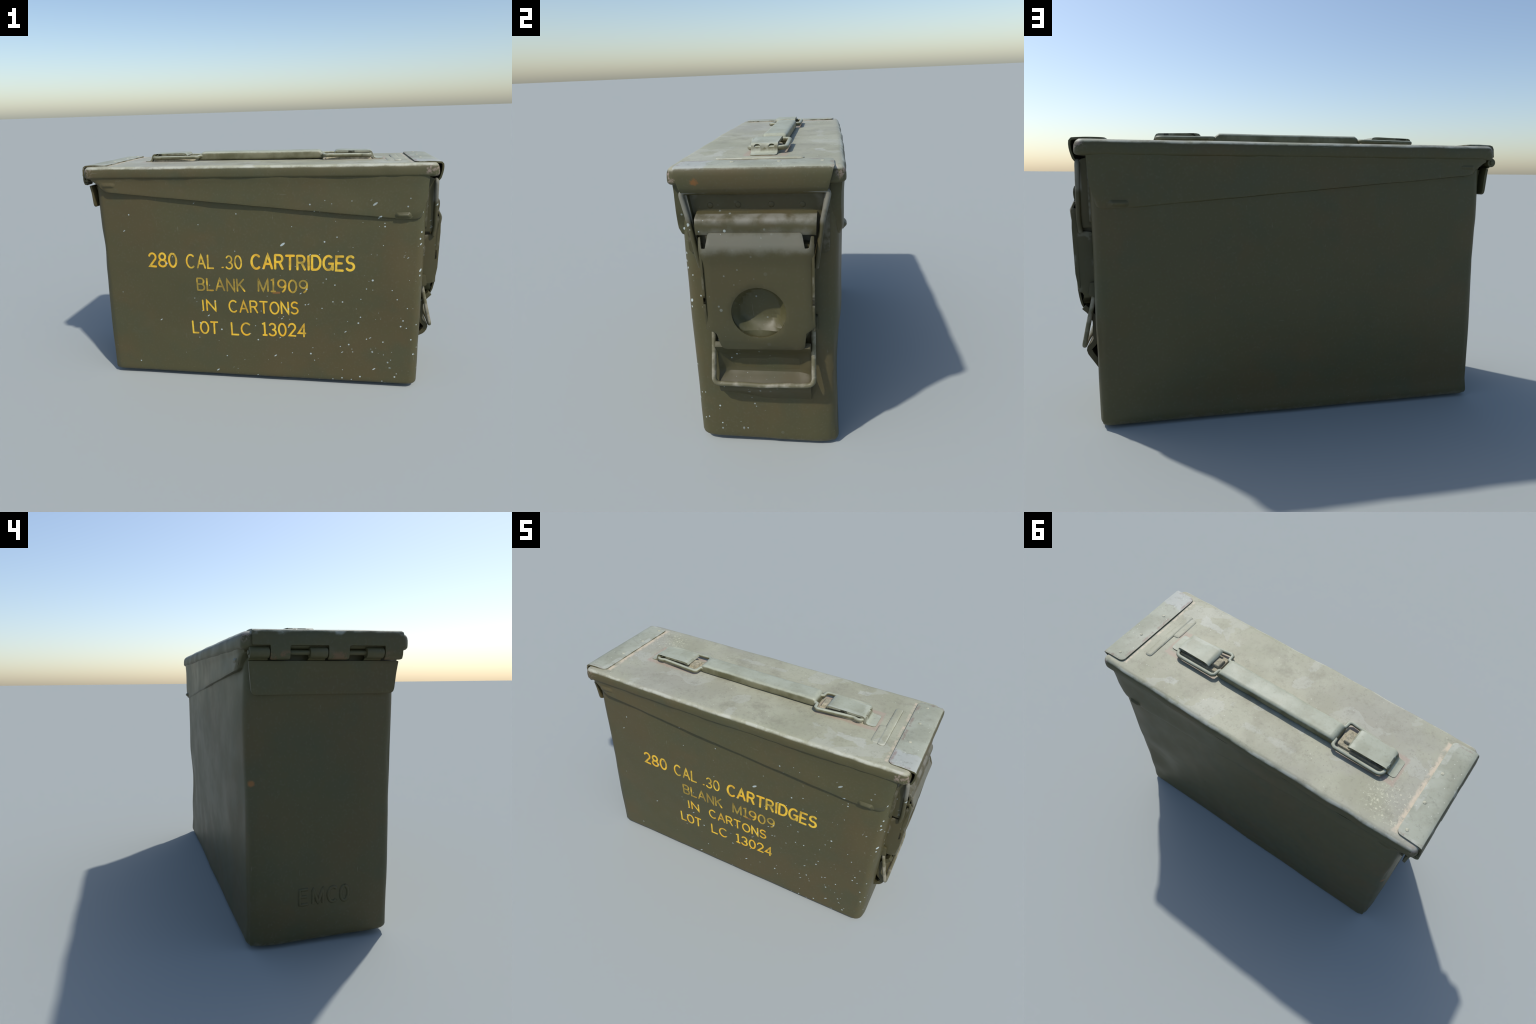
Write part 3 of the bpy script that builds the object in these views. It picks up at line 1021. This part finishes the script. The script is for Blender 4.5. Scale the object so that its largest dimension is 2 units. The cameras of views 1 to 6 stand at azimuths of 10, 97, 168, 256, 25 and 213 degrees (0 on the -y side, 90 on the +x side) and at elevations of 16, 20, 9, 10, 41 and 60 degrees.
Lp = pan.length
sheet("bail_pan", rounded_polygon([(0, -0.198), (Lp, -0.190), (Lp, 0.205), (0, 0.206)], 0.006), [], 0.024, pan_place, latch, PAINT_LATCH, 0.02, 0.0015)

# ------------------------------------------------------------------ lettering: one-stroke stencil glyphs
def arc(cx, cy, rx, ry, a0, a1, n=14):
    return [(cx + rx * cos(radians(a0 + (a1 - a0) * i / n)), cy + ry * sin(radians(a0 + (a1 - a0) * i / n))) for i in range(n + 1)]


GLYPHS = {   # width, strokes in a unit-height cell
    "A": (0.70, [[(0, 0), (0.35, 1), (0.70, 0)], [(0.13, 0.34), (0.57, 0.34)]]),
    "B": (0.58, [[(0, 1), (0, 0)], [(0, 1), (0.32, 1)] + arc(0.32, 0.76, 0.23, 0.24, 90, -90)[1:] + [(0, 0.52)], [(0.32, 0.52)] + arc(0.32, 0.26, 0.26, 0.26, 90, -90)[1:] + [(0, 0)]]),
    "C": (0.72, [arc(0.38, 0.5, 0.38, 0.5, 48, 312, 22)]),
    "D": (0.66, [[(0, 1), (0, 0)], [(0, 1), (0.28, 1)] + arc(0.28, 0.5, 0.38, 0.5, 90, -90)[1:] + [(0, 0)]]),
    "E": (0.54, [[(0.54, 1), (0, 1), (0, 0), (0.54, 0)], [(0, 0.52), (0.46, 0.52)]]),
    "G": (0.74, [arc(0.38, 0.5, 0.38, 0.5, 50, 318, 22) + [(0.72, 0.45), (0.42, 0.45)], [(0.72, 0.45), (0.72, 0)]]),
    "I": (0.05, [[(0.025, 1), (0.025, 0)]]),
    "K": (0.60, [[(0, 1), (0, 0)], [(0.56, 1), (0, 0.38)], [(0.18, 0.58), (0.60, 0)]]),
    "L": (0.50, [[(0, 1), (0, 0), (0.50, 0)]]),
    "M": (0.76, [[(0, 0), (0.02, 1), (0.38, 0.02), (0.74, 1), (0.76, 0)]]),
    "N": (0.60, [[(0, 0), (0, 1), (0.60, 0), (0.60, 1)]]),
    "O": (0.74, [arc(0.37, 0.5, 0.37, 0.5, 90, 448, 28)]),
    "R": (0.62, [[(0, 0), (0, 1)], [(0, 1), (0.34, 1)] + arc(0.34, 0.75, 0.24, 0.25, 90, -90)[1:] + [(0, 0.50)], [(0.34, 0.50), (0.60, 0)]]),
    "S": (0.60, [arc(0.31, 0.75, 0.27, 0.25, 35, 250, 14) + arc(0.29, 0.26, 0.30, 0.26, 78, -150, 14)]),
    "T": (0.66, [[(0, 1), (0.66, 1)], [(0.33, 1), (0.33, 0)]]),
    "0": (0.58, [arc(0.29, 0.5, 0.29, 0.5, 90, 448, 28)]),
    "1": (0.30, [[(0.0, 0.93), (0.17, 1), (0.17, 0)], [(0.0, 0.0), (0.34, 0.0)]]),
    "2": (0.56, [arc(0.28, 0.72, 0.27, 0.28, 165, -30, 12) + [(0.04, 0.02), (0.56, 0)]]),
    "3": (0.56, [arc(0.27, 0.74, 0.25, 0.26, 155, -80, 12), arc(0.27, 0.25, 0.29, 0.25, 88, -155, 14)]),
    "4": (0.60, [[(0.46, 0), (0.46, 1), (0, 0.28), (0.60, 0.28)]]),
    "8": (0.58, [arc(0.29, 0.75, 0.24, 0.25, -90, 268, 20), arc(0.29, 0.25, 0.29, 0.25, 90, 448, 20)]),
    "9": (0.58, [arc(0.29, 0.69, 0.29, 0.31, -10, 348, 20), arc(0.22, 0.62, 0.36, 0.62, 8, -75, 10)]),
    ".": (0.10, [[(0.0, 0.05), (0.09, 0.05)]]),
}


def ribbon(path, width, lift):
    """flat paint stroke laid on the front wall; path in (x, z)"""
    p = [V(a) for a in path]
    loopy = (p[0] - p[-1]).length < width * 0.6 and len(p) > 12
    p = [V((a.x, a.y)) for a in dense([(a.x, a.y, 0) for a in p], 0.012)]
    top, n = [], len(p)
    for i in range(n):
        a, b = p[max(0, i - 1)], p[min(n - 1, i + 1)]
        if loopy and i in (0, n - 1):
            a, b = p[-2], p[1]
        d0 = (p[i] - a) if i else (b - p[i])
        d1 = (b - p[i]) if i < n - 1 else d0
        t = (d0.normalized() + d1.normalized())
        t = t.normalized() if t.length > 1e-4 else d0.normalized()
        m = 1 / max(0.45, t.dot(d0.normalized())) if 0 < i < n - 1 else 1.0
        ww = width * (0.5 + 0.07 * lumps((p[i].x * 60, p[i].y * 60, lift * 999), 1))
        q = V((-t.y, t.x)) * ww * m
        top.append((p[i] + q, p[i] - q))
    if not loopy:   # round the ends
        d = (p[1] - p[0]).normalized() * width * 0.3
        q = V((-d.y, d.x)) * 0.9
        top.insert(0, (p[0] - d + q, p[0] - d - q))
        d = (p[-1] - p[-2]).normalized() * width * 0.3
        q = V((-d.y, d.x)) * 0.9
        top.append((p[-1] + d + q, p[-1] + d - q))
    verts, faces = [], []
    for a, b in top:
        for q, dep in ((a, 0.0), (b, 0.0), (b, 0.003), (a, 0.003)):
            verts.append(V((q.x, front_y(q.x, q.y) - 0.0012 - lift + dep, q.y)))
    for i in range(len(top) - 1):
        for j in range(4):
            k2 = (j + 1) % 4
            faces.append((i * 4 + j, i * 4 + k2, i * 4 + 4 + k2, i * 4 + 4 + j))
    faces.append((3, 2, 1, 0))
    e = (len(top) - 1) * 4
    faces.append((e, e + 1, e + 2, e + 3))
    return verts, faces


marking = bpy.data.objects.new("stencilled_marking", None)
bpy.context.collection.objects.link(marking)
marking.parent = root
# word, left, right, baseline, cap height, stroke width
WORDS = [("280", -0.637, -0.472, 0.706, 0.079, 0.0125), ("CAL", -0.410, -0.252, 0.705, 0.077, 0.0105), (".", -0.204, -0.195, 0.706, 0.075, 0.009),
         ("30", -0.178, -0.090, 0.704, 0.075, 0.0092), ("CARTRIDGES", -0.031, 0.534, 0.706, 0.080, 0.0140),
         ("BLANK", -0.355, -0.078, 0.568, 0.073, 0.0105), ("M1909", 0.003, 0.279, 0.570, 0.073, 0.0108),
         ("IN", -0.333, -0.256, 0.437, 0.066, 0.0098), ("CARTONS", -0.173, 0.226, 0.435, 0.072, 0.0102),
         ("LOT", -0.403, -0.251, 0.291, 0.075, 0.0108), ("LC", -0.166, -0.052, 0.291, 0.076, 0.0110), ("13024", 0.019, 0.269, 0.295, 0.076, 0.0112)]
for word, x0, x1, base, cap, width in WORDS:
    natural = sum(GLYPHS[c][0] for c in word)
    gaps = max(1, len(word) - 1)
    gap = 0.25
    sx = (x1 - x0) / (natural + gap * (len(word) - 1))
    x = x0
    for c in word:
        w, strokes = GLYPHS[c]
        vs, fs = [], []
        dz = random.uniform(-0.002, 0.002)
        tilt = random.uniform(-0.02, 0.035)
        for i, st in enumerate(strokes):
            path = [(x + a * sx + (b - 0.5) * tilt * -cap, base + dz + b * cap - a * tilt * 0.3 * cap) for a, b in st]
            v, f = ribbon(path, width * 0.9, 0.0004 * i)
            o = len(vs)
            vs += v
            fs += [tuple(o + q for q in face) for face in f]
        finish("letter", vs, fs, marking, PAINT_TEXT, angle=30)
        x += (w + gap) * sx

# embossed maker's letters at the foot of the hinge end
EMBOSS = [("E", 0.102), ("M", 0.044), ("C", -0.024), ("O", -0.080)]
for c, y in EMBOSS:
    w, strokes = GLYPHS[c]
    vs, fs = [], []
    for i, st in enumerate(strokes):
        sw = {"E": 0.064, "M": 0.060, "C": 0.056, "O": 0.046}[c]
        path = []
        for a, b in dense([(p[0], p[1], 0) for p in st], 0.12) and [(q.x, q.y) for q in dense([(p[0], p[1], 0) for p in st], 0.12)]:
            yy, zz = y - a * sw, 0.178 + b * 0.066
            xx = BODY_X0 - wall_offset((BODY_X0, yy, zz), (-1, 0))
            path.append(V((xx + 0.0040 + 0.0002 * i, yy, zz)))
        v, f = tube(path, 0.0088, 12)
        o = len(vs)
        vs += v
        fs += [tuple(o + q for q in face) for face in f]
    finish("embossed_letter", vs, fs, body, PAINT_BODY, angle=70)
